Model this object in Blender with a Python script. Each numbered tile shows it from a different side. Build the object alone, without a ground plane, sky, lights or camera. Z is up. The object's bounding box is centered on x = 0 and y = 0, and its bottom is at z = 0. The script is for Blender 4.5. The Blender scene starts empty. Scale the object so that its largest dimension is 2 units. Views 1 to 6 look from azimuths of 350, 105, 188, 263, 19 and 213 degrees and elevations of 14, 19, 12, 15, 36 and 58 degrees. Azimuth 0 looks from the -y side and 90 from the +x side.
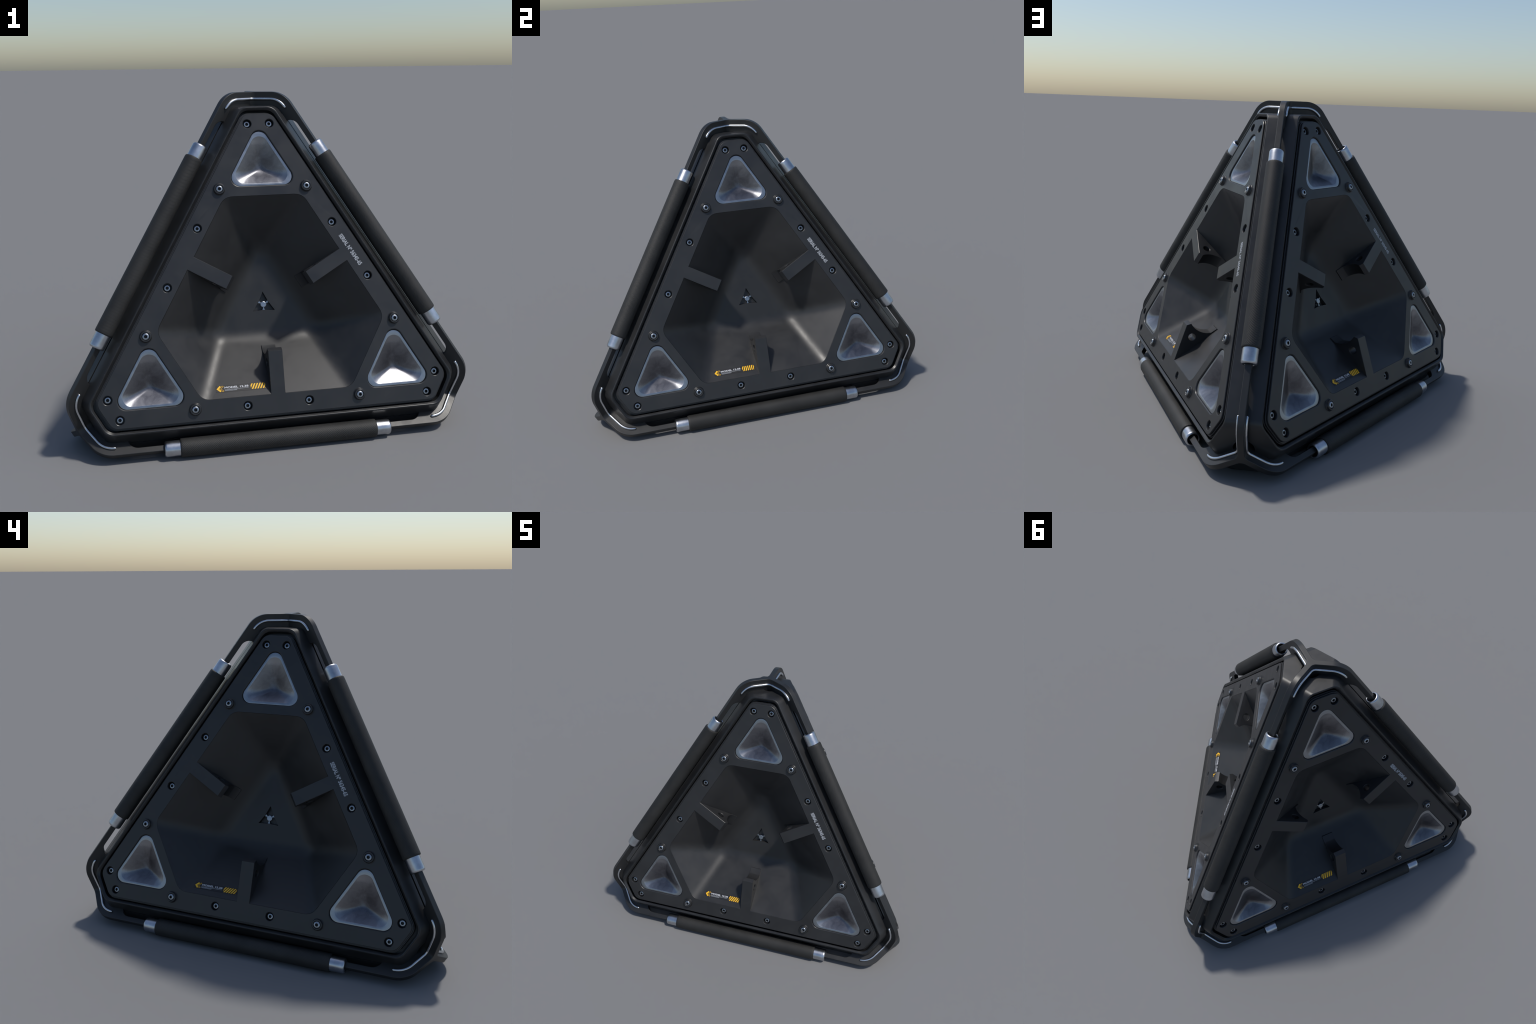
"""A tetrahedral equipment crate: a black truncated-tetrahedron shell with a
bolted panel on every face (sunken pocket, three metal dishes, brackets,
screws, markings), a plate frame on every corner and a rubber grip with metal
sleeves along every edge."""
import bpy, bmesh, math
import numpy as np
from mathutils import Matrix, Vector
from mathutils.geometry import tessellate_polygon

# ------------------------------------------------------------------ layout
SQUASH = 0.9886                             # the whole crate is a little lower than a regular tetrahedron
CENTRE = Vector((0.0, -0.2216, 0.5071 / SQUASH))   # centroid of the tetrahedron
B, CC = math.sqrt(2 / 3), math.sqrt(1 / 3)  # edge frame -> corner axis frame
PANEL_N = 0.506                             # distance of the panel faces from the centroid
SHIFT = 0.0

# ------------------------------------------------------------------ helpers
def new_mesh(name, verts, faces, angle=35):
    me = bpy.data.meshes.new(name)
    me.from_pydata([tuple(map(float, v)) for v in verts], [], [tuple(f) for f in faces])
    me.validate()
    finish(me, angle)
    return me

def finish(me, angle=35):
    bm = bmesh.new(); bm.from_mesh(me)
    bmesh.ops.recalc_face_normals(bm, faces=bm.faces)
    bm.to_mesh(me); bm.free()
    me.polygons.foreach_set("use_smooth", [True] * len(me.polygons))
    me.set_sharp_from_angle(angle=math.radians(angle))
    me.update()

class Builder:
    """collects vertices and faces"""
    def __init__(self): self.v, self.f = [], []
    def add(self, pts):
        i = len(self.v); self.v.extend([tuple(p) for p in pts]); return list(range(i, i + len(pts)))
    def bridge(self, a, b, closed=True):
        n = len(a)
        for i in range(n if closed else n - 1):
            j = (i + 1) % n
            self.f.append((a[i], a[j], b[j], b[i]))
    def fill(self, loops):
        """flat fill of an outline with holes (index loops)"""
        flat = [i for l in loops for i in l]
        tris = tessellate_polygon([[Vector((self.v[i][0], self.v[i][1], 0)) for i in l] for l in loops])
        for t in tris: self.f.append(tuple(flat[k] for k in t))
    def mesh(self, name, angle=35): return new_mesh(name, self.v, self.f, angle)

def rot2(p, deg):
    a = math.radians(deg); c, s = math.cos(a), math.sin(a)
    return (p[0] * c - p[1] * s, p[0] * s + p[1] * c)

def fillet(poly, radii, seg):
    """round the corners of a closed 2D polygon"""
    out, n = [], len(poly)
    for i, p in enumerate(poly):
        r = radii[i] if isinstance(radii, (list, tuple)) else radii
        P = Vector(p); A = Vector(poly[i - 1]) - P; C = Vector(poly[(i + 1) % n]) - P
        if r <= 0: out.append(tuple(P)); continue
        a, c = A.normalized(), C.normalized()
        half = a.angle(c) / 2
        t = r / math.tan(half); mid = (a + c).normalized() * (r / math.sin(half)) + P
        s, e = P + a * t - mid, P + c * t - mid
        ang0 = math.atan2(s.y, s.x); d = math.atan2(s.x * e.y - s.y * e.x, s.dot(e))
        for k in range(seg + 1):
            w = ang0 + d * k / seg
            out.append((mid.x + r * math.cos(w), mid.y + r * math.sin(w)))
    return out

def hexagon(a, t):
    """triangle of inradius a whose corners are cut at distance t from the centre"""
    pts = []
    for c in (90, 210, 330):
        # side lines next to this corner: directions c-60 and c+60
        x = 2 * (a - t / 2) / math.sqrt(3)
        for sgn in (-1, 1): pts.append(rot2((t, sgn * x), c))
    return pts

def rounded_hex(a, t, r, seg=10): return fillet(hexagon(a, t), r, seg)

def rounded_tri(a, r, seg=10):
    return fillet([rot2((2 * a, 0), c) for c in (90, 210, 330)], r, seg)

def moved(pts, dx, dy): return [(x + dx, y + dy) for x, y in pts]

def inset(loop, dist):
    """move a CCW loop inwards by dist (mitred); one distance or one per point"""
    out, n = [], len(loop)
    P = [Vector(p) for p in loop]
    for i in range(n):
        d = dist[i] if isinstance(dist, (list, tuple)) else dist
        e1 = (P[i] - P[i - 1]).normalized(); e2 = (P[(i + 1) % n] - P[i]).normalized()
        n1, n2 = Vector((-e1.y, e1.x)), Vector((-e2.y, e2.x))
        m = n1 + n2; k = m.dot(n1)
        q = P[i] + m * (d / k if abs(k) > 1e-6 else 0)
        out.append((q.x, q.y))
    return out

def circle(r, n=24): return [(r * math.cos(2 * math.pi * i / n), r * math.sin(2 * math.pi * i / n)) for i in range(n)]
def lift(loop, z): return [(x, y, z) for x, y in loop]

def lathe(name, profile, n=32, angle=35, cap=(False, False)):
    """revolve (radius, z) profile about z"""
    b = Builder(); rings = []
    for r, z in profile:
        rings.append(b.add([(0, 0, z)]) * n if r < 1e-6 else b.add(lift(circle(r, n), z)))
    for a, c in zip(rings, rings[1:]):
        for i in range(n):
            j = (i + 1) % n
            f = []
            for q in (a[i], a[j], c[j], c[i]):
                if q not in f: f.append(q)
            if len(f) > 2: b.f.append(tuple(f))
    if cap[0]: b.f.append(tuple(rings[0]))
    if cap[1]: b.f.append(tuple(rings[-1]))
    return b.mesh(name, angle)

def tube(name, path, r, n=12):
    """sweep a circle along a 3D path with round ends"""
    P = [Vector(p) for p in path]
    T = [(P[min(i + 1, len(P) - 1)] - P[max(i - 1, 0)]).normalized() for i in range(len(P))]
    N = T[0].orthogonal().normalized(); rings = []
    stations = []
    for i in range(len(P)):
        if i: N = (T[i - 1].rotation_difference(T[i])) @ N
        stations.append((P[i], T[i], N.copy(), r))
    cap = lambda st, sg: [(st[0] + st[1] * sg * r * math.sin(a), st[1], st[2], max(r * math.cos(a), 1e-5)) for a in (0.5, 1.0, 1.35, 1.57)]
    stations = cap(stations[0], -1)[::-1] + stations + cap(stations[-1], 1)
    b = Builder()
    for c, t, nn, rr in stations:
        bn = t.cross(nn)
        rings.append(b.add([c + (nn * math.cos(2 * math.pi * k / n) + bn * math.sin(2 * math.pi * k / n)) * rr for k in range(n)]))
    for a, c in zip(rings, rings[1:]): b.bridge(a, c)
    b.f.append(tuple(rings[0])); b.f.append(tuple(rings[-1]))
    return b.mesh(name, 60)

# ------------------------------------------------------------------ materials
def material(name):
    m = bpy.data.materials.new(name); m.use_nodes = True
    nt = m.node_tree; nt.nodes.clear()
    out = nt.nodes.new("ShaderNodeOutputMaterial"); p = nt.nodes.new("ShaderNodeBsdfPrincipled")
    nt.links.new(p.outputs[0], out.inputs[0])
    return m, nt, p

def node(nt, kind, **kw):
    n = nt.nodes.new(kind)
    for k, v in kw.items():
        if k in n.inputs: n.inputs[k].default_value = v
        else: setattr(n, k, v)
    return n

def math_node(nt, op, a, b=None, c=None):
    n = nt.nodes.new("ShaderNodeMath"); n.operation = op
    for i, x in enumerate((a, b, c)):
        if x is None: continue
        if isinstance(x, (int, float)): n.inputs[i].default_value = x
        else: nt.links.new(x, n.inputs[i])
    return n.outputs[0]

def ramp(nt, fac, stops):
    r = nt.nodes.new("ShaderNodeValToRGB"); e = r.color_ramp.elements
    while len(e) < len(stops): e.new(0.5)
    for el, (pos, col) in zip(e, stops):
        el.position = pos; el.color = (*col, 1) if len(col) == 3 else (col[0],) * 3 + (1,)
    nt.links.new(fac, r.inputs[0]); return r.outputs[0]

def noise(nt, coord, scale, detail=4, rough=0.55, dist=0.0):
    n = node(nt, "ShaderNodeTexNoise", Scale=scale, Detail=detail, Roughness=rough, Distortion=dist)
    nt.links.new(coord, n.inputs["Vector"]); return n.outputs["Fac"]

def bump(nt, p, height, strength, distance):
    b = node(nt, "ShaderNodeBump", Strength=strength, Distance=distance)
    nt.links.new(height, b.inputs["Height"]); nt.links.new(b.outputs[0], p.inputs["Normal"])

def painted(name, dark, light, rough, metallic=0.0, spec=0.5, scratch=False):
    """satin black paint with faint stains and mottled gloss"""
    m, nt, p = material(name)
    co = nt.nodes.new("ShaderNodeTexCoord").outputs["Object"]
    big, fine = noise(nt, co, 7, 5, 0.62, 0.4), noise(nt, co, 160, 3)
    mix = math_node(nt, "ADD", math_node(nt, "MULTIPLY", big, 0.8), math_node(nt, "MULTIPLY", fine, 0.2))
    nt.links.new(ramp(nt, mix, [(0.3, dark), (0.7, light)]), p.inputs["Base Color"])
    nt.links.new(math_node(nt, "MULTIPLY_ADD", big, 0.34, rough - 0.16), p.inputs["Roughness"])
    p.inputs["Metallic"].default_value = metallic
    p.inputs["Specular IOR Level"].default_value = spec
    bump(nt, p, fine, 0.08, 0.001)
    return m

MAT_SHELL = painted("black_satin_shell", (0.015, 0.0155, 0.0165), (0.024, 0.0245, 0.0255), 0.36)
MAT_PANEL = painted("black_satin_panel", (0.017, 0.0175, 0.019), (0.027, 0.0275, 0.029), 0.40)
MAT_POCKET = painted("black_satin_pocket", (0.016, 0.0162, 0.017), (0.026, 0.0262, 0.027), 0.42)
MAT_FRAME = painted("black_frame_paint", (0.0125, 0.013, 0.0135), (0.02, 0.0205, 0.021), 0.42)
MAT_DARK = painted("dark_recess", (0.006, 0.006, 0.007), (0.01, 0.01, 0.011), 0.55)

def rubber():
    m, nt, p = material("ribbed_black_rubber")
    co = nt.nodes.new("ShaderNodeTexCoord").outputs["Object"]
    sep = nt.nodes.new("ShaderNodeSeparateXYZ"); nt.links.new(co, sep.inputs[0])
    ang = math_node(nt, "ARCTAN2", sep.outputs[1], sep.outputs[0])
    phase = math_node(nt, "ADD", math_node(nt, "MULTIPLY", sep.outputs[2], 2 * math.pi / 0.0082), math_node(nt, "MULTIPLY", ang, -26.0))
    rib = math_node(nt, "MULTIPLY_ADD", math_node(nt, "SINE", phase), 0.5, 0.5)
    big = noise(nt, co, 9, 4)
    base = ramp(nt, big, [(0.3, (0.019, 0.0188, 0.018)), (0.7, (0.03, 0.0295, 0.028))])
    mx = node(nt, "ShaderNodeMix", data_type="RGBA", blend_type="MULTIPLY")
    mx.inputs[0].default_value = 1.0
    nt.links.new(base, mx.inputs[6])
    nt.links.new(ramp(nt, rib, [(0.0, (0.78,)), (0.6, (1.0,))]), mx.inputs[7])
    nt.links.new(mx.outputs[2], p.inputs["Base Color"])
    p.inputs["Roughness"].default_value = 0.62
    p.inputs["Specular IOR Level"].default_value = 0.4
    bump(nt, p, rib, 0.3, 0.0012)
    return m
MAT_RUBBER = rubber()

def metal(name, dark, light, rough, scale=30, rvar=0.2):
    m, nt, p = material(name)
    co = nt.nodes.new("ShaderNodeTexCoord").outputs["Object"]
    n = noise(nt, co, scale, 6, 0.6)
    nt.links.new(ramp(nt, n, [(0.3, dark), (0.65, light)]), p.inputs["Base Color"])
    nt.links.new(math_node(nt, "MULTIPLY_ADD", n, rvar, rough - rvar / 2), p.inputs["Roughness"])
    p.inputs["Metallic"].default_value = 1.0
    return m
MAT_SLEEVE = metal("brushed_steel_sleeve", (0.42, 0.44, 0.47), (0.56, 0.58, 0.62), 0.32, 22)
MAT_WIRE = metal("polished_steel_wire", (0.52, 0.54, 0.57), (0.66, 0.68, 0.71), 0.25, 30, 0.12)
MAT_BOLT = metal("steel_bolt", (0.27, 0.30, 0.335), (0.38, 0.41, 0.45), 0.36, 60, 0.15)

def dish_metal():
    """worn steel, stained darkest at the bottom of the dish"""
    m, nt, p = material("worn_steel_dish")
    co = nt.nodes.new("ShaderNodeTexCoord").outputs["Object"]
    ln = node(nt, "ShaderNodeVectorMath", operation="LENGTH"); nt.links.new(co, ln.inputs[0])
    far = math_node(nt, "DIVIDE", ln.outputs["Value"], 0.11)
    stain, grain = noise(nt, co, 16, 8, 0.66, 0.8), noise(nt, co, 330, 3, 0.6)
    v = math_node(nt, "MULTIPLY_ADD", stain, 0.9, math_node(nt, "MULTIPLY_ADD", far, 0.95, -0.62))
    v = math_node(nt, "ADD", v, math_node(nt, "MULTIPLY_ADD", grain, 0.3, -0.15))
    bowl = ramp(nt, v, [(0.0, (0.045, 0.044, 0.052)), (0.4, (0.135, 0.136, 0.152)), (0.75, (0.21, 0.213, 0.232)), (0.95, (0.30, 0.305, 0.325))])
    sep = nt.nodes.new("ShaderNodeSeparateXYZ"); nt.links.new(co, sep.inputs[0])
    mx = node(nt, "ShaderNodeMix", data_type="RGBA")          # flange colour lightened for the sky it reflects
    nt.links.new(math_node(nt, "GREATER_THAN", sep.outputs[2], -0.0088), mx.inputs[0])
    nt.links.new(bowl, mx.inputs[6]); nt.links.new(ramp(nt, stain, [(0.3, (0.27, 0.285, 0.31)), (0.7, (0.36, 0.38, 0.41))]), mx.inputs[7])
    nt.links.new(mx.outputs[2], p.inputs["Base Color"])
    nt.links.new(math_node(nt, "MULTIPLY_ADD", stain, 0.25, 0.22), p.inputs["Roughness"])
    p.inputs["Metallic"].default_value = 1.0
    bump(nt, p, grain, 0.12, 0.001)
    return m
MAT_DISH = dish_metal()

def flat(name, col, rough=0.5):
    m, nt, p = material(name)
    co = nt.nodes.new("ShaderNodeTexCoord").outputs["Object"]
    n = noise(nt, co, 90, 4)
    nt.links.new(ramp(nt, n, [(0.25, tuple(c * 0.8 for c in col)), (0.6, col)]), p.inputs["Base Color"])
    p.inputs["Roughness"].default_value = rough
    return m
MAT_PRINT = flat("grey_print", (0.42, 0.44, 0.47))
MAT_WHITE = flat("white_print", (0.62, 0.63, 0.66))
MAT_YELLOW = flat("yellow_print", (1.0, 0.55, 0.016))
MAT_STICKER = flat("dark_sticker", (0.011, 0.011, 0.0125), 0.5)

# ------------------------------------------------------------------ scene tree
scene = bpy.context.scene
root = bpy.data.objects.new("tetrahedral_crate", None)
root["label"] = "black tetrahedral sci-fi crate with rubber edge grips and metal dishes"
root["category"] = "equipment crate"
scene.collection.objects.link(root)
root.scale = (1, 1, SQUASH)

def place(name, mesh, mat, parent, matrix=None, kind=None):
    o = bpy.data.objects.new(name, mesh)
    if mesh and not mesh.materials: mesh.materials.append(mat)
    scene.collection.objects.link(o)
    o.parent = parent
    o.matrix_basis = matrix if matrix is not None else Matrix.Identity(4)
    if kind: o["kind"] = kind
    return o

def frame_matrix(x, y, z, origin=Vector()):
    m = Matrix((x, y, z)).transposed().to_4x4(); m.translation = origin
    return m

def at(x=0, y=0, z=0, deg=0): return Matrix.Translation((x, y, z)) @ Matrix.Rotation(math.radians(deg), 4, 'Z')

# faces: three leaning sides and the underside;  columns u (right), v (towards a corner), n (out)
FACES = []
for k in range(3):
    a = k * 2 * math.pi / 3
    out, u = Vector((math.sin(a), -math.cos(a), 0)), Vector((math.cos(a), math.sin(a), 0))
    n = out * (math.sqrt(8) / 3) + Vector((0, 0, 1 / 3))
    FACES.append((u, n.cross(u), n))
FACES.append((Vector((-1, 0, 0)), Vector((0, 1, 0)), Vector((0, 0, -1))))
CORNERS = [Vector((0, 0, 1))] + [-f[2] for f in (FACES[0], FACES[1], FACES[2])]
CORNERS = [-FACES[3][2]] + CORNERS[1:]

# ------------------------------------------------------------------ shell
RIM_A, RIM_T, RIM_N, RIM_R = 0.5690, 0.9935, 0.5015, 0.055
def build_shell():
    edge_r = 0.006
    tangent = edge_r * math.tan(math.radians(54.7356 / 2))
    turn = math.radians(54.7356)
    prof = []                                  # (inset, n) along the rounded rim edge
    for i in range(7):
        w = turn * i / 6
        prof.append((tangent - edge_r * math.sin(w), RIM_N - edge_r * (1 - math.cos(w))))
    pts = []
    for u, v, n in FACES:
        for d, z in prof:
            for x, y in rounded_hex(RIM_A - d, RIM_T - d, RIM_R, 10): pts.append(u * x + v * y + n * z)
    bm = bmesh.new()
    for p in pts: bm.verts.new(p)
    res = bmesh.ops.convex_hull(bm, input=bm.verts)
    bmesh.ops.delete(bm, geom=[v for v in bm.verts if not v.link_faces], context='VERTS')
    bmesh.ops.dissolve_limit(bm, angle_limit=0.002, verts=bm.verts, edges=bm.edges)
    me = bpy.data.meshes.new("body_shell"); bm.to_mesh(me); bm.free()
    shell = bpy.data.objects.new("shell_tmp", me); scene.collection.objects.link(shell)
    # a well is cut under every corner frame
    cb = bmesh.new()
    for i in range(4):
        w = CORNERS[i]
        x = w.orthogonal().normalized()
        M = frame_matrix(x, w.cross(x), w, w * 1.105)
        bmesh.ops.create_cone(cb, cap_ends=True, segments=24, radius1=0.05, radius2=0.05, depth=0.08, matrix=M)
    cm = bpy.data.meshes.new("cut"); cb.to_mesh(cm); cb.free()
    cut = bpy.data.objects.new("cut", cm); scene.collection.objects.link(cut)
    mod = shell.modifiers.new("cut", 'BOOLEAN'); mod.object = cut; mod.solver = 'EXACT'; mod.use_self = True
    dg = bpy.context.evaluated_depsgraph_get()
    me2 = bpy.data.meshes.new_from_object(shell.evaluated_get(dg))
    for o in (shell, cut): bpy.data.objects.remove(o)
    bm = bmesh.new(); bm.from_mesh(me2)
    kill = []
    for f in bm.faces:
        c = f.calc_center_median()
        for u, v, n in FACES:
            if all(abs(w.co.dot(n) - RIM_N) < 1e-4 for w in f.verts): kill.append(f); break
    bmesh.ops.delete(bm, geom=kill, context='FACES')
    # a seam sunk into the flat strip along every edge
    for i in range(4):
        for j in range(i + 1, 4):
            m = (CORNERS[i] + CORNERS[j]).normalized(); e = (CORNERS[i] - CORNERS[j]).normalized(); q = m.cross(e)
            for axis, lim in ((q, 0.0045), (q, -0.0045), (e, 0.722), (e, -0.722)):
                near = [f for f in bm.faces if all(v.co.dot(m) > 0.748 for v in f.verts)]
                geom = near + list({k for f in near for k in f.edges}) + list({k for f in near for k in f.verts})
                bmesh.ops.bisect_plane(bm, geom=geom, plane_co=axis * lim, plane_no=axis, dist=1e-5)
            sunk = [f for f in bm.faces if f.calc_center_median().dot(m) > 0.748 and all(abs(v.co.dot(q)) < 0.0046 and abs(v.co.dot(e)) < 0.7221 for v in f.verts)]
            new = bmesh.ops.extrude_face_region(bm, geom=sunk)["geom"]
            bmesh.ops.delete(bm, geom=sunk, context='FACES')
            for v in new:
                if isinstance(v, bmesh.types.BMVert): v.co -= m * 0.014
    # rim: rounded crest, bevel, inner wall and the floor of the gap round the panel
    for u, v, n in FACES:
        rings = []
        bead = [(tangent + edge_r * math.sin(w), RIM_N - edge_r * (1 - math.cos(w))) for w in np.radians(np.linspace(0, 46, 6))]
        bead.append((bead[-1][0] + 0.0075, bead[-1][1] - 0.0075))
        last = bead[-1][0]
        lip = [(RIM_A - d, RIM_T - d, RIM_R, z) for d, z in bead] + [(RIM_A - last, RIM_T - last, RIM_R, 0.452), (0.50, 0.90, 0.05, 0.452)]
        for a, t, r, z in lip:
            rings.append([bm.verts.new(u * x + v * y + n * z) for x, y in rounded_hex(a, t, r, 10)])
        for p, q in zip(rings, rings[1:]):
            for i in range(len(p)):
                j = (i + 1) % len(p); bm.faces.new((p[i], p[j], q[j], q[i]))
    bmesh.ops.remove_doubles(bm, verts=bm.verts, dist=0.0004)
    bmesh.ops.recalc_face_normals(bm, faces=bm.faces)
    # make the shell point outwards
    far = max(bm.faces, key=lambda f: f.calc_center_median().length)
    if far.normal.dot(far.calc_center_median()) < 0: bmesh.ops.reverse_faces(bm, faces=bm.faces)
    me = bpy.data.meshes.new("body_shell"); bm.to_mesh(me); bm.free()
    me.polygons.foreach_set("use_smooth", [True] * len(me.polygons))
    me.set_sharp_from_angle(angle=math.radians(32))
    return me

shell = place("body_shell", build_shell(), MAT_SHELL, root, Matrix.Translation(CENTRE))
wn = shell.modifiers.new("weighted", 'WEIGHTED_NORMAL'); wn.keep_sharp = True

# ------------------------------------------------------------------ panel
POCKET_A, POCKET_T, POCKET_K = 0.4405, 0.5400, 0.030
FLOOR_A, FLOOR_T, FLOOR_N = 0.158, 0.288, 0.2875
SLOPE = (POCKET_A - FLOOR_A) / (PANEL_N - FLOOR_N)
def pocket_height(x, y):
    """smooth maximum of the floor, three long walls and three corner walls"""
    hs = [np.full_like(x, FLOOR_N)]
    for c in (270, 30, 150):
        d = x * math.cos(math.radians(c)) + y * math.sin(math.radians(c))
        hs.append(FLOOR_N + (d - FLOOR_A) / SLOPE)
    g = (PANEL_N - FLOOR_N) / (POCKET_T - FLOOR_T)
    for c in (90, 210, 330):
        d = x * math.cos(math.radians(c)) + y * math.sin(math.radians(c))
        hs.append(FLOOR_N + (d - FLOOR_T) * g)
    h = hs[1]
    for o in hs[2:]: h = smax(h, o, POCKET_K)
    return smax(h, hs[0], POCKET_K)
def smax(a, b, k):
    t = np.maximum(k - np.abs(a - b), 0) / k
    return np.maximum(a, b) + t * t * k / 4

N_AZ = 240
AZ = np.arange(N_AZ) * 2 * math.pi / N_AZ + math.pi / 2
def pocket_outline(level):
    lo, hi = np.full(N_AZ, 0.15), np.full(N_AZ, 0.75)
    for _ in range(40):
        mid = (lo + hi) / 2
        up = pocket_height(mid * np.cos(AZ), mid * np.sin(AZ)) > level
        hi = np.where(up, mid, hi); lo = np.where(up, lo, mid)
    return (lo + hi) / 2
RIM_POCKET = pocket_outline(PANEL_N)

# measured screw layout (mirror pairs): distance right of the centre line, height
CORNER_SCREWS = [(0.0562, 0.9058), (0.8080, -0.4011), (0.7566, -0.4987)]
EDGE_SCREWS = [(0.3382, 0.3897), (0.5004, 0.1080), (0.1519, -0.4860)]
BOSSES = [(0.2190, 0.5787), (0.6162, -0.1162), (0.4044, -0.4795)]
both = lambda ps: [(s * x, y) for x, y in ps for s in (-1, 1)]
DISH_A, DISH_R = 0.1075, 0.043
DISHES = [(0.0, 0.6975)] + [(s * 0.6085, -0.3465) for s in (-1, 1)]
ARM_HALF, ARM_OUT, ARM_IN, ARM_TIP = 0.0352, 0.445, 0.2310, 0.2180

def opening_loop():
    """pocket opening with three bracket arms reaching inwards (CCW), and which points end an arm"""
    pts, tip = [], []
    pocket = [(r * math.cos(a), r * math.sin(a)) for r, a in zip(RIM_POCKET, AZ)]
    for i, p in enumerate(pocket):
        q = pocket[(i + 1) % N_AZ]
        local = [(c, rot2(p, -c), rot2(q, -c)) for c in (150, 270, 30)]
        if any(x > 0 and abs(y) < ARM_HALF for _, (x, y), _ in local): continue      # under an arm
        pts.append(p); tip.append(None)
        for c, (x, y), (_, y2) in local:
            if x > 0 and y <= -ARM_HALF < y2:                                       # an arm begins after this point
                for rr, yy, end in ((x, -ARM_HALF, False), (ARM_IN, -ARM_HALF, True), (ARM_IN, ARM_HALF, True), (x, ARM_HALF, False)):
                    pts.append(rot2((rr, yy), c)); tip.append(c if end else None)
    return pts, tip

def build_panel():
    b = Builder(); top = []
    # outer stack of stepped layers
    steps = [(-0.0022, 0.0), (0.0, -0.0022), (0.0, -0.0085), (-0.002, -0.010), (0.0045, -0.010), (0.006, -0.0115), (0.006, -0.0175),
             (0.004, -0.019), (0.0095, -0.019), (0.011, -0.0205), (0.011, -0.053)]
    rings = [b.add(lift(moved(rounded_hex(0.5380 + d, 0.9545 + d, 0.05 + max(d, 0), 10), 0, SHIFT), PANEL_N + z)) for d, z in steps]
    for p, q in zip(rings, rings[1:]): b.bridge(p, q)
    top.append(rings[0])
    # pocket opening with bracket arms
    loop, tip = opening_loop()
    loop = moved(loop, 0, SHIFT)
    chamfer = [-0.0015 if any(rot2(p, -c)[0] > 0 and abs(abs(rot2(p, -c)[1]) - ARM_HALF) < 1e-4 for c in (30, 150, 270)) else -0.0009 for p in loop]
    big = inset(loop, chamfer)
    r0 = b.add(lift(big, PANEL_N)); r1 = b.add([(x, y, PANEL_N + c) for (x, y), c in zip(loop, chamfer)])
    low = []
    for p, c in zip(loop, tip):
        if c is None: low.append((*p, PANEL_N - 0.022))
        else:
            d = rot2((ARM_TIP - ARM_IN, 0), c); low.append((p[0] + d[0], p[1] + d[1], PANEL_N - 0.022))
    r2 = b.add(low)
    b.bridge(r0, r1); b.bridge(r1, r2); top.append(r0)
    # dish windows
    for cx, cy in DISHES:
        rr = []
        for d, z in ((0.0045, 0.0), (0.0025, -0.0008), (0.0, -0.004), (0.0, -0.016)):
            rr.append(b.add(lift(moved(rounded_tri(DISH_A + d, DISH_R + d, 12), cx, cy), PANEL_N + z)))
        for p, q in zip(rr, rr[1:]): b.bridge(p, q)
        top.append(rr[0])
    # sunk screw holes with a floor
    for cx, cy in both(CORNER_SCREWS) + both(EDGE_SCREWS):
        rr = [b.add(lift(moved(circle(r, 28), cx, cy), PANEL_N + z)) for r, z in ((0.0243, 0.0), (0.0222, -0.0014), (0.0215, -0.0035), (0.0215, -0.030))]
        for p, q in zip(rr, rr[1:]): b.bridge(p, q)
        b.f.append(tuple(rr[-1])); top.append(rr[0])
    b.fill(top)
    return b.mesh("face_panel", 18)

def star_radius(a):
    """three-pointed star with slightly hollow sides"""
    t = ((a - math.pi / 2) % (2 * math.pi / 3)); t = min(t, 2 * math.pi / 3 - t)     # 0 at a tip, 60 deg at mid side
    tip, mid, knee = 0.066, 0.0285, None
    # straight line from tip to the middle of the side
    P, Q = (tip, 0.0), (mid * math.cos(math.pi / 3), mid * math.sin(math.pi / 3))
    c, s = math.cos(t), math.sin(t)
    dx, dy = Q[0] - P[0], Q[1] - P[1]
    return (P[0] * dy - P[1] * dx) / (c * dy - s * dx)

def build_pocket():
    b = Builder(); rings = []
    star = np.array([star_radius(a) for a in AZ])
    r_open = pocket_outline(PANEL_N - 0.0007)
    steps = np.concatenate([np.linspace(1, 0.0, 46)])
    for f in steps:
        r = star + 0.0008 + (r_open - star - 0.0008) * f
        x, y = r * np.cos(AZ), r * np.sin(AZ)
        z = pocket_height(x, y)
        rings.append(b.add(np.stack([x, y + SHIFT, z], 1).tolist()))
    for k, z in ((0.0, FLOOR_N - 0.0008), (-0.0005, FLOOR_N - 0.018)):
        r = star + k
        rings.append(b.add(np.stack([r * np.cos(AZ), r * np.sin(AZ) + SHIFT, np.full(N_AZ, z)], 1).tolist()))
    r = star * 0.97
    rings.append(b.add(np.stack([r * np.cos(AZ), r * np.sin(AZ) + SHIFT, np.full(N_AZ, FLOOR_N - 0.022)], 1).tolist()))
    for p, q in zip(rings, rings[1:]): b.bridge(p, q)
    b.f.append(tuple(rings[-1]))
    return b.mesh("pocket", 40)

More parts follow.
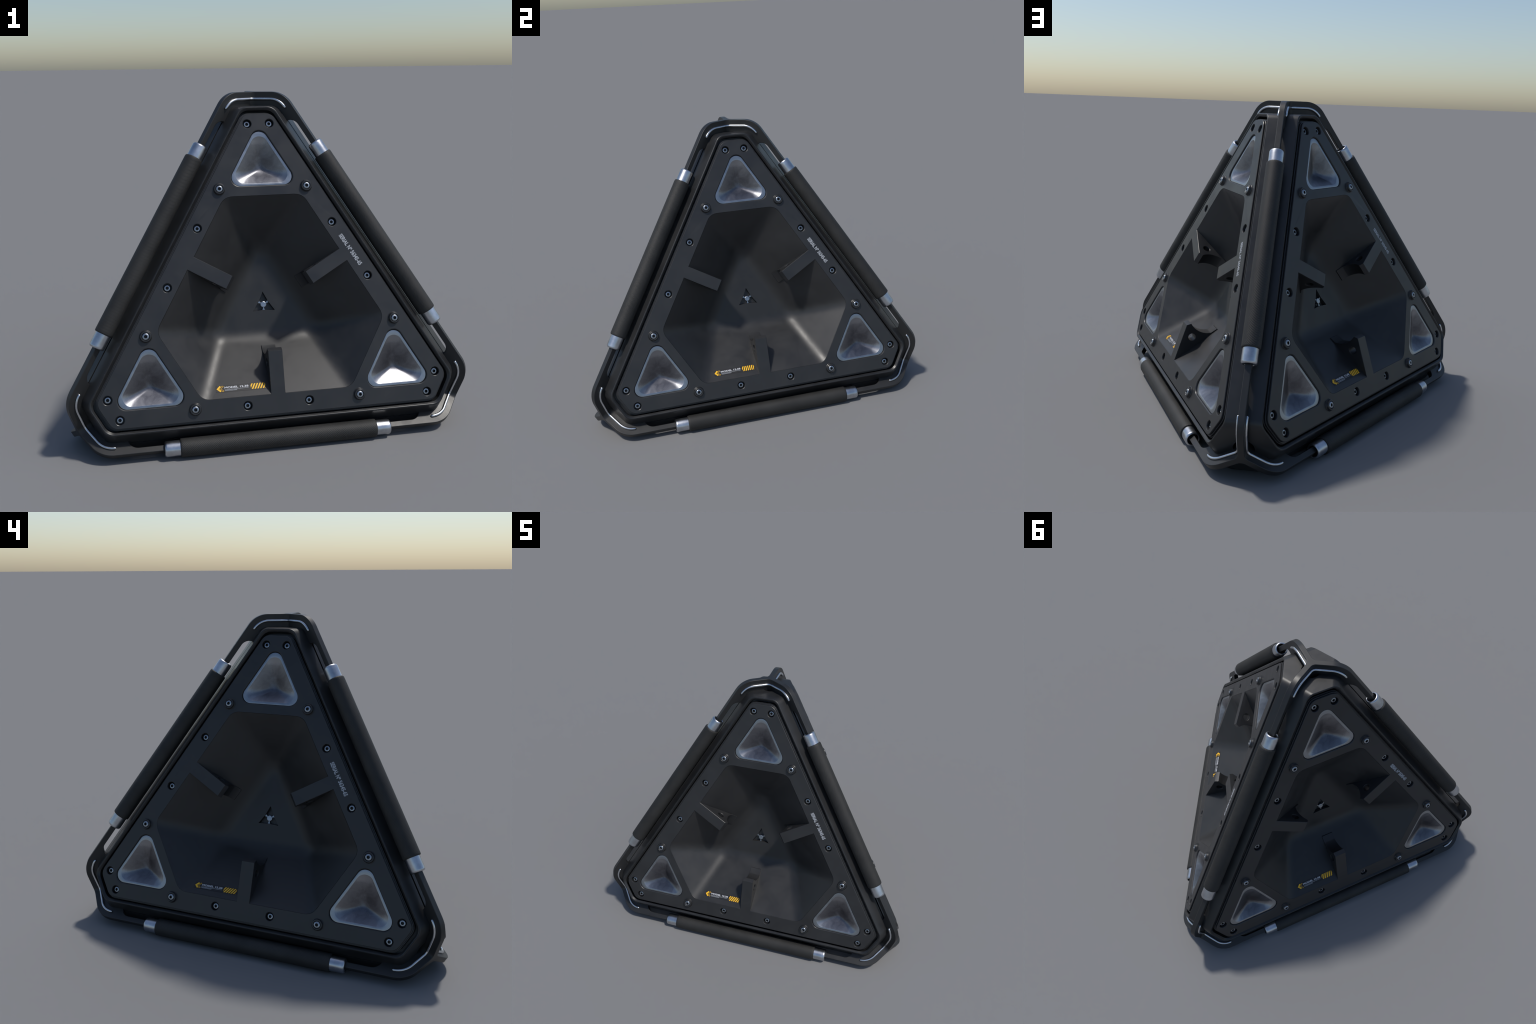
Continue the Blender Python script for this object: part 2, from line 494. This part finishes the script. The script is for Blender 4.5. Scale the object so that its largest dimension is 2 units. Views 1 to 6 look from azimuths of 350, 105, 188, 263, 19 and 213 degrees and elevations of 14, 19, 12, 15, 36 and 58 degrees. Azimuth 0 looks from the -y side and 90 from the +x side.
def build_dish():
    """flanged triangular dish, centred on its own origin with z = 0 on the panel face"""
    b = Builder(); rings = []
    for a, r, z in ((0.1085, 0.044, -0.012), (0.1070, 0.044, -0.0085), (0.1060, 0.044, -0.0070), (0.1035, 0.044, -0.0066), (0.0980, 0.0438, -0.0070), (0.0940, 0.0435, -0.0080), (0.0928, 0.0430, -0.0090)):
        rings.append(b.add(lift(rounded_tri(a, r, 14), z)))
    rim = np.array(rounded_tri(0.0928, 0.043, 14))
    low, deep, k = 0.012, 0.054, 0.015           # the bottom of the bowl lies a little below the middle
    def depth(p):                                # three walls blended softly at their creases and at the bottom
        walls = []
        for c in (270, 30, 150):
            d = p[:, 0] * math.cos(math.radians(c)) + p[:, 1] * math.sin(math.radians(c))
            walls.append((d - 0.0928) * deep / (0.0928 - (low if c == 270 else -low / 2)))
        return smax(smax(smax(walls[0], walls[1], k), walls[2], k), np.full(len(p), -0.051), 0.012)
    at_rim = depth(rim)
    for i in range(1, 25):
        f = max(1 - i / 24, 0.01)
        q = rim * f + np.array([0, -low]) * (1 - f)
        z = depth(q) - at_rim * f ** 3
        rings.append(b.add(np.column_stack([q, z - 0.0090]).tolist()))
    for p, q in zip(rings, rings[1:]): b.bridge(p, q)
    b.f.append(tuple(rings[-1]))
    return b.mesh("metal_dish", 19)

def build_bracket():
    """gusset under a panel arm: side profile in (distance, height), extruded across; local x points outwards"""
    arc, hole = [], []
    A, M, E = (ARM_TIP, 0.484), (0.2490, 0.4150), (0.2380, 0.3580)
    # circle through the three points of the hollow front
    ax, ay, bx, by, cx, cy = *A, *M, *E
    d = 2 * (ax * (by - cy) + bx * (cy - ay) + cx * (ay - by))
    ux = ((ax**2 + ay**2) * (by - cy) + (bx**2 + by**2) * (cy - ay) + (cx**2 + cy**2) * (ay - by)) / d
    uy = ((ax**2 + ay**2) * (cx - bx) + (bx**2 + by**2) * (ax - cx) + (cx**2 + cy**2) * (bx - ax)) / d
    R = math.hypot(ax - ux, ay - uy); t0 = math.atan2(ay - uy, ax - ux); t1 = math.atan2(cy - uy, cx - ux)
    for i in range(21):
        t = t0 + (t1 - t0) * i / 20; arc.append((ux + R * math.cos(t), uy + R * math.sin(t)))
    prof = arc + [(0.2090, 0.3335), (0.2095, 0.3230), (0.30, 0.36), (0.452, 0.484)]
    hole = [(0.2895 + x, 0.4545 + y) for x, y in circle(0.0205, 28)]
    b = Builder(); sides = []
    for s in (-1, 1):
        o0 = b.add([(x, y, s * ARM_HALF) for x, y in prof])
        h0 = b.add([(x, y, s * ARM_HALF) for x, y in [(0.2895 + p, 0.4545 + q) for p, q in circle(0.0225, 28)]])
        h1 = b.add([(x, y, s * (ARM_HALF - 0.002)) for x, y in hole])
        b.fill([o0, h0]); b.bridge(h0, h1); sides.append((o0, h1))
    b.bridge(sides[0][0], sides[1][0]); b.bridge(sides[0][1], sides[1][1])
    b.v = [(x, z, y) for x, y, z in b.v]        # distance, across, height
    return b.mesh("bracket", 32)

def build_star_bolt():
    b = Builder()
    for c in (30, 150, 270):                     # three lugs to the sides of the star
        base = [rot2(p, c) for p in ((0.010, -0.0032), (0.020, -0.0028), (0.0285, -0.0062), (0.0285, 0.0062), (0.020, 0.0028), (0.010, 0.0032))]
        lo, hi = b.add(lift(base, -0.012)), b.add(lift(base, -0.003))
        b.bridge(lo, hi); b.f.append(tuple(hi))
    n = 28
    rings = [b.add(lift(circle(r, n), z)) for r, z in ((0.0155, -0.018), (0.0155, -0.0025), (0.0150, -0.0010), (0.0130, 0.0))]
    for p, q in zip(rings, rings[1:]): b.bridge(p, q)
    b.f.append(tuple(rings[-1]))
    return b.mesh("star_bolt", 10)

panel_mesh, pocket_mesh, dish_mesh = build_panel(), build_pocket(), build_dish()
bracket_mesh, star_mesh = build_bracket(), build_star_bolt()
head = [(0.0, -0.0105), (0.0066, -0.0100), (0.0072, -0.0010), (0.0080, 0.0), (0.0132, 0.0), (0.0150, -0.0010), (0.0160, -0.0034), (0.0160, -0.016)]
screw_mesh = lathe("screw", head, 28, 40)
bolt_mesh = lathe("bolt", [(0.0, -0.0110), (0.0068, -0.0105), (0.0075, -0.0010), (0.0083, 0.0), (0.0128, -0.0002), (0.0155, -0.0016), (0.0172, -0.0046), (0.0174, -0.016)], 28, 40)
for m in (screw_mesh, bolt_mesh):              # socket faces near-black
    m.materials.append(MAT_BOLT); m.materials.append(MAT_DARK)
    for f in m.polygons:
        if f.center.z < -0.002 and math.hypot(f.center.x, f.center.y) < 0.009: f.material_index = 1
boss_mesh = lathe("bolt_collar", [(0.0312, -0.003), (0.0310, 0.0014), (0.0290, 0.0030), (0.0270, 0.0095), (0.0260, 0.0128), (0.0238, 0.0145), (0.0200, 0.0145), (0.0186, 0.0130), (0.0184, 0.002)], 36, 32)

# ------------------------------------------------------------------ markings
def text_mesh(name, body, bold, depth):
    cu = bpy.data.curves.new(name, 'FONT'); cu.body = body; cu.size = 1.0; cu.offset = bold; cu.extrude = depth; cu.resolution_u = 3
    o = bpy.data.objects.new(name, cu); scene.collection.objects.link(o)
    bpy.context.view_layer.update()
    me = bpy.data.meshes.new_from_object(o.evaluated_get(bpy.context.evaluated_depsgraph_get()))
    bpy.data.objects.remove(o)
    me.name = name
    return me

def fit_text(me, width, height, depth):
    co = np.empty(len(me.vertices) * 3); me.vertices.foreach_get("co", co); co = co.reshape(-1, 3)
    lo, hi = co.min(0), co.max(0)
    co = (co - lo) / np.maximum(hi - lo, 1e-9) * [width, height, depth]
    me.vertices.foreach_set("co", co.ravel()); me.update()
    return me

def slab(polys, depth):
    """thin raised shapes from closed outlines"""
    b = Builder()
    for p in polys:
        lo, hi = b.add(lift(p, 0)), b.add(lift(p, depth))
        b.bridge(lo, hi); b.fill([hi])
    return b
serial_mesh = fit_text(text_mesh("serial_number", "SERIAL Nº 56345-65", 0.034, 0.01), 0.1835, 0.0225, 0.0006)
model_mesh = fit_text(text_mesh("model_text", "MODEL 12.38", 0.026, 0.01), 0.1175, 0.0108, 0.0005)
DECAL_W, DECAL_H = 0.246, 0.0385
sticker_mesh = slab([fillet([(0, 0), (DECAL_W, 0), (DECAL_W, DECAL_H), (0, DECAL_H)], 0.004, 5)], 0.0008).mesh("sticker")
def chevron(x, y, w, h, t):
    return [(x, y), (x + w, y - h / 2), (x + w + t * 0.9, y - h / 2 + t * 0.75), (x + t * 1.45, y), (x + w + t * 0.9, y + h / 2 - t * 0.75), (x + w, y + h / 2)]
def stripes():
    """slanted hazard bars, the first and last cut off by the block's ends"""
    x0, x1, y0, y1, lean = 0.170, 0.2425, 0.0040, 0.0350, 0.016
    polys, pitch, wide = [], 0.0135, 0.0073
    for i in range(-1, 6):
        xb = x0 + 0.003 + i * pitch
        quad = [(xb, y0), (xb + wide, y0), (xb + wide + lean, y1), (xb + lean, y1)]
        for lim, sg in ((x0, 1), (x1, -1)):         # clip to the block
            out = []
            for k in range(len(quad)):
                p, q = quad[k - 1], quad[k]
                ip, iq = (p[0] - lim) * sg >= 0, (q[0] - lim) * sg >= 0
                if ip != iq:
                    t = (lim - p[0]) / (q[0] - p[0]); out.append((lim, p[1] + t * (q[1] - p[1])))
                if iq: out.append(q)
            quad = out
            if len(quad) < 3: break
        if len(quad) >= 3: polys.append(quad)
    return polys
yellow = [chevron(0.0035, DECAL_H / 2, 0.0165, 0.0345, 0.0068)] + stripes()
outer = chevron(0.0150, DECAL_H / 2, 0.0180, 0.0345, 0.0068)
yellow_mesh = slab(yellow, 0.0006).mesh("hazard_marks")
def thin_outline(loop, t):
    b = Builder(); big, small = loop, inset(loop, t)
    for z in (0.0006,):
        o, i = b.add(lift(big, z)), b.add(lift(small, z)); b.bridge(o, i)
        o2, i2 = b.add(lift(big, 0)), b.add(lift(small, 0)); b.bridge(o, o2); b.bridge(i, i2)
    return b
chev_mesh = thin_outline(outer if sum(outer[i - 1][0] * outer[i][1] - outer[i][0] * outer[i - 1][1] for i in range(len(outer))) > 0 else outer[::-1], 0.0013).mesh("chevron_outline")
bar = lambda x, y, w, h: [(x, y), (x + w, y), (x + w, y + h), (x, y + h)]
lines_mesh = slab([bar(0.0425, 0.0135, 0.1165, 0.0013), bar(0.0425, 0.0100, 0.0600, 0.0011), bar(0.0440, 0.0068, 0.0585, 0.0011)], 0.0005).mesh("fine_print")

# pocket wall frame for the sticker: x along u, y up the slope, z off the wall
wall = math.hypot(SLOPE, 1)
W_UP = Vector((0, SLOPE / wall, -1 / wall)); W_OUT = Vector((0, 1 / wall, SLOPE / wall))
def wall_point(u, r): return Vector((u, -r + SHIFT, FLOOR_N + (r - FLOOR_A) / SLOPE))
# upright sticker: its lower edge lies nearest the panel rim
STICKER = frame_matrix(Vector((1, 0, 0)), W_UP, W_OUT, wall_point(-0.2980, 0.4135))

for u, v, n in FACES:
    panel = place("face_panel", panel_mesh, MAT_PANEL, root, frame_matrix(u, v, n, CENTRE))
    place("pocket", pocket_mesh, MAT_POCKET, panel)
    place("star_bolt", star_mesh, MAT_BOLT, panel, at(0, SHIFT, FLOOR_N - 0.004))
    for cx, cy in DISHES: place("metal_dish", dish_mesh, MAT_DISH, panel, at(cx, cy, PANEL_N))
    for c in (30, 150, 270): place("bracket", bracket_mesh, MAT_PANEL, panel, at(0, SHIFT, 0, c))
    for i, (cx, cy) in enumerate(both(CORNER_SCREWS) + both(EDGE_SCREWS)):
        place("screw", screw_mesh, MAT_BOLT, panel, at(cx, cy, 0.4945, 37 * i))
    for i, (cx, cy) in enumerate(both(BOSSES)):
        if n.z < -0.9:                           # flush bolts on the underside, which rests near the ground
            place("bolt", bolt_mesh, MAT_BOLT, panel, at(cx, cy, PANEL_N + 0.0002, 53 * i)); continue
        place("bolt_collar", boss_mesh, MAT_SHELL, panel, at(cx, cy, PANEL_N))
        place("bolt", bolt_mesh, MAT_BOLT, panel, at(cx, cy, 0.5222, 53 * i))
    d = Vector((0.51, -0.86, 0)).normalized()
    place("serial_number", serial_mesh, MAT_PRINT, panel, frame_matrix(d, Vector((-d.y, d.x, 0)), Vector((0, 0, 1)), Vector((0.3655, 0.3168, PANEL_N + 0.0002))))
    place("sticker", sticker_mesh, MAT_STICKER, panel, STICKER)
    up = lambda x, y: STICKER @ Matrix.Translation((x, y, 0.0010))
    place("hazard_marks", yellow_mesh, MAT_YELLOW, panel, up(0, 0))
    place("chevron_outline", chev_mesh, MAT_YELLOW, panel, up(0, 0))
    place("model_text", model_mesh, MAT_WHITE, panel, up(0.0425, 0.0195))
    place("fine_print", lines_mesh, MAT_PRINT, panel, up(0, 0))

# ------------------------------------------------------------------ corner frames
PLATE_T, TOP_Z, ROD_OUT, ROD_IN = 0.0310, 1.1715, 0.8190, 0.7895
NOOK_R = 0.034
ARM0 = PLATE_T / 2 / math.tan(math.radians(60)) + NOOK_R / math.tan(math.radians(60))
def rz(s, d): return (-CC * s + B * d, B * s + CC * d)       # edge frame (along, out) -> corner frame (radius, height)
def arc_corner(P, Q, S, r, seg):
    """points rounding corner Q of path P-Q-S"""
    pts = fillet([P, Q, S], [0, r, 0], seg); return pts[1:-1]
def arm_outline():
    K = rz((TOP_Z - CC * ROD_OUT) / B, ROD_OUT)
    pts = [(ARM0, TOP_Z)] + arc_corner((ARM0, TOP_Z), K, rz(0.5, ROD_OUT), 0.131, 14)
    pts += [rz(0.50, ROD_OUT), rz(0.50, ROD_IN)]
    pts += arc_corner(rz(0.5, ROD_IN), rz(0.7265, ROD_IN), rz(0.7265, 0.70), 0.05, 10)
    pts += [rz(0.7265, 0.70), (ARM0, 1.04)]
    return pts
def nook_path(offset, seg=8):
    """2D path round the inner corner between the arms at -60 and +60 degrees, wall offset outwards"""
    r = NOOK_R - offset
    c = 2 * (PLATE_T / 2 + NOOK_R) / math.sqrt(3)             # centre of the rounding, on the bisector (+x)
    out = []
    for i in range(seg + 1):
        t = math.radians(150 + 60 * i / seg)
        out.append((c + r * math.cos(t), r * math.sin(t)))
    return out                                                # from the +60 arm to the -60 arm
def build_corner():
    b = Builder(); outline = arm_outline(); h = PLATE_T / 2
    ends = {}
    for k, ang in enumerate((60, 180, 300)):
        sides = []
        for s in (-1, 1):
            sides.append(b.add([(*rot2((r, s * h), ang), z) for r, z in outline]))
        for q in sides: b.f.append(tuple(q))
        b.bridge(sides[0], sides[1], closed=False)            # open towards the hub
        ends[k] = sides
    hub_t, hub_b = [], []
    for k, ang in enumerate((0, 120, 240)):
        path = [rot2(p, ang) for p in nook_path(0.0)][::-1]   # counter-clockwise: -60 arm -> +60 arm
        t, l = b.add(lift(path, TOP_Z)), b.add(lift(path, 1.04))
        b.bridge(t, l, closed=False); hub_t += t; hub_b += l
    b.f.append(tuple(hub_t)); b.f.append(tuple(hub_b))
    me = bpy.data.meshes.new("corner_frame"); me.from_pydata(b.v, [], b.f)
    bm = bmesh.new(); bm.from_mesh(me)
    bmesh.ops.remove_doubles(bm, verts=bm.verts, dist=0.0003)
    bmesh.ops.recalc_face_normals(bm, faces=bm.faces)
    bm.to_mesh(me); bm.free()
    me.polygons.foreach_set("use_smooth", [True] * len(me.polygons))
    me.set_sharp_from_angle(angle=math.radians(40))
    return me
corner_mesh = build_corner()

def build_wire():
    """steel rod inlaid along the two plate sides that meet in one nook"""
    off, z0, d0 = 0.0036, TOP_Z - 0.036, ROD_OUT - 0.036
    K = rz((z0 - CC * d0) / B, d0)
    arm = [(ARM0 + 0.004, z0)] + arc_corner((ARM0, z0), K, rz(0.4, d0), 0.095, 12)
    last = Vector(arm[-1]); drop = (Vector(rz(0.4, d0)) - last).normalized()
    q = PLATE_T / 2 + off
    plus = [(*rot2((r, -q), 60), z) for r, z in arm]
    minus = [(*rot2((r, q), 300), z) for r, z in arm]
    nook = [(x, y, z0) for x, y in nook_path(off)]
    return tube("steel_wire", plus[::-1] + nook + minus, 0.0075)
wire_mesh = build_wire()

for i, w in enumerate(CORNERS):
    # one arm (at 180 degrees in the corner frame) points at a neighbouring corner
    o = CORNERS[(i + 1) % 4]
    toward = (o - w * o.dot(w)).normalized()
    x = -toward
    M = frame_matrix(x, w.cross(x), w, CENTRE + (w * 0.003 if i == 0 else Vector()))
    c = place("corner_frame", corner_mesh, MAT_FRAME, root, M)
    bv = c.modifiers.new("bevel", 'BEVEL'); bv.width = 0.003; bv.segments = 3; bv.limit_method = 'ANGLE'; bv.angle_limit = math.radians(40); bv.harden_normals = True
    for a in (0, 120, 240): place("steel_wire", wire_mesh, MAT_WIRE, c, Matrix.Rotation(math.radians(a), 4, 'Z'))

# ------------------------------------------------------------------ grips
GRIP_D, GRIP_R, GRIP_L, SLEEVE_R, SLEEVE_END = 0.8060, 0.0455, 0.4845, 0.0380, 0.5580
half = [(0.0375, GRIP_L - 0.006), (0.0378, GRIP_L - 0.001), (0.0395, GRIP_L), (0.0420, GRIP_L - 0.0005), (0.0445, GRIP_L - 0.003), (GRIP_R, GRIP_L - 0.009)]
body = half + [(GRIP_R, z) for z in np.linspace(GRIP_L - 0.02, 0, 12)]
grip_mesh = lathe("rubber_grip", body + [(r, -z) for r, z in body[-2::-1]], 48, 50)
e = SLEEVE_END
sleeve_mesh = lathe("steel_sleeve", [(SLEEVE_R, 0.44), (SLEEVE_R, e - 0.012), (SLEEVE_R - 0.0006, e - 0.0075), (SLEEVE_R - 0.0028, e - 0.003), (SLEEVE_R - 0.0062, e - 0.0004),
    (SLEEVE_R - 0.009, e), (0.0272, e - 0.0015), (0.0262, e - 0.005), (0.0260, 0.50)], 40, 50)
dark_disc_mesh = lathe("sleeve_dark_disc", [(0.0, 0.515), (0.0259, 0.515), (0.0259, 0.50)], 24)  # dark disc set back inside the open sleeve end
for i in range(4):
    for j in range(i + 1, 4):
        m = (CORNERS[i] + CORNERS[j]).normalized(); ax = (CORNERS[i] - CORNERS[j]).normalized()
        g = place("rubber_grip", grip_mesh, MAT_RUBBER, root, frame_matrix(m, ax.cross(m), ax, CENTRE + m * GRIP_D))
        for flip in (0, 180):
            R = Matrix.Rotation(math.radians(flip), 4, 'X')
            s = place("steel_sleeve", sleeve_mesh, MAT_SLEEVE, g, R)
            place("sleeve_dark_disc", dark_disc_mesh, MAT_DARK, g, R)
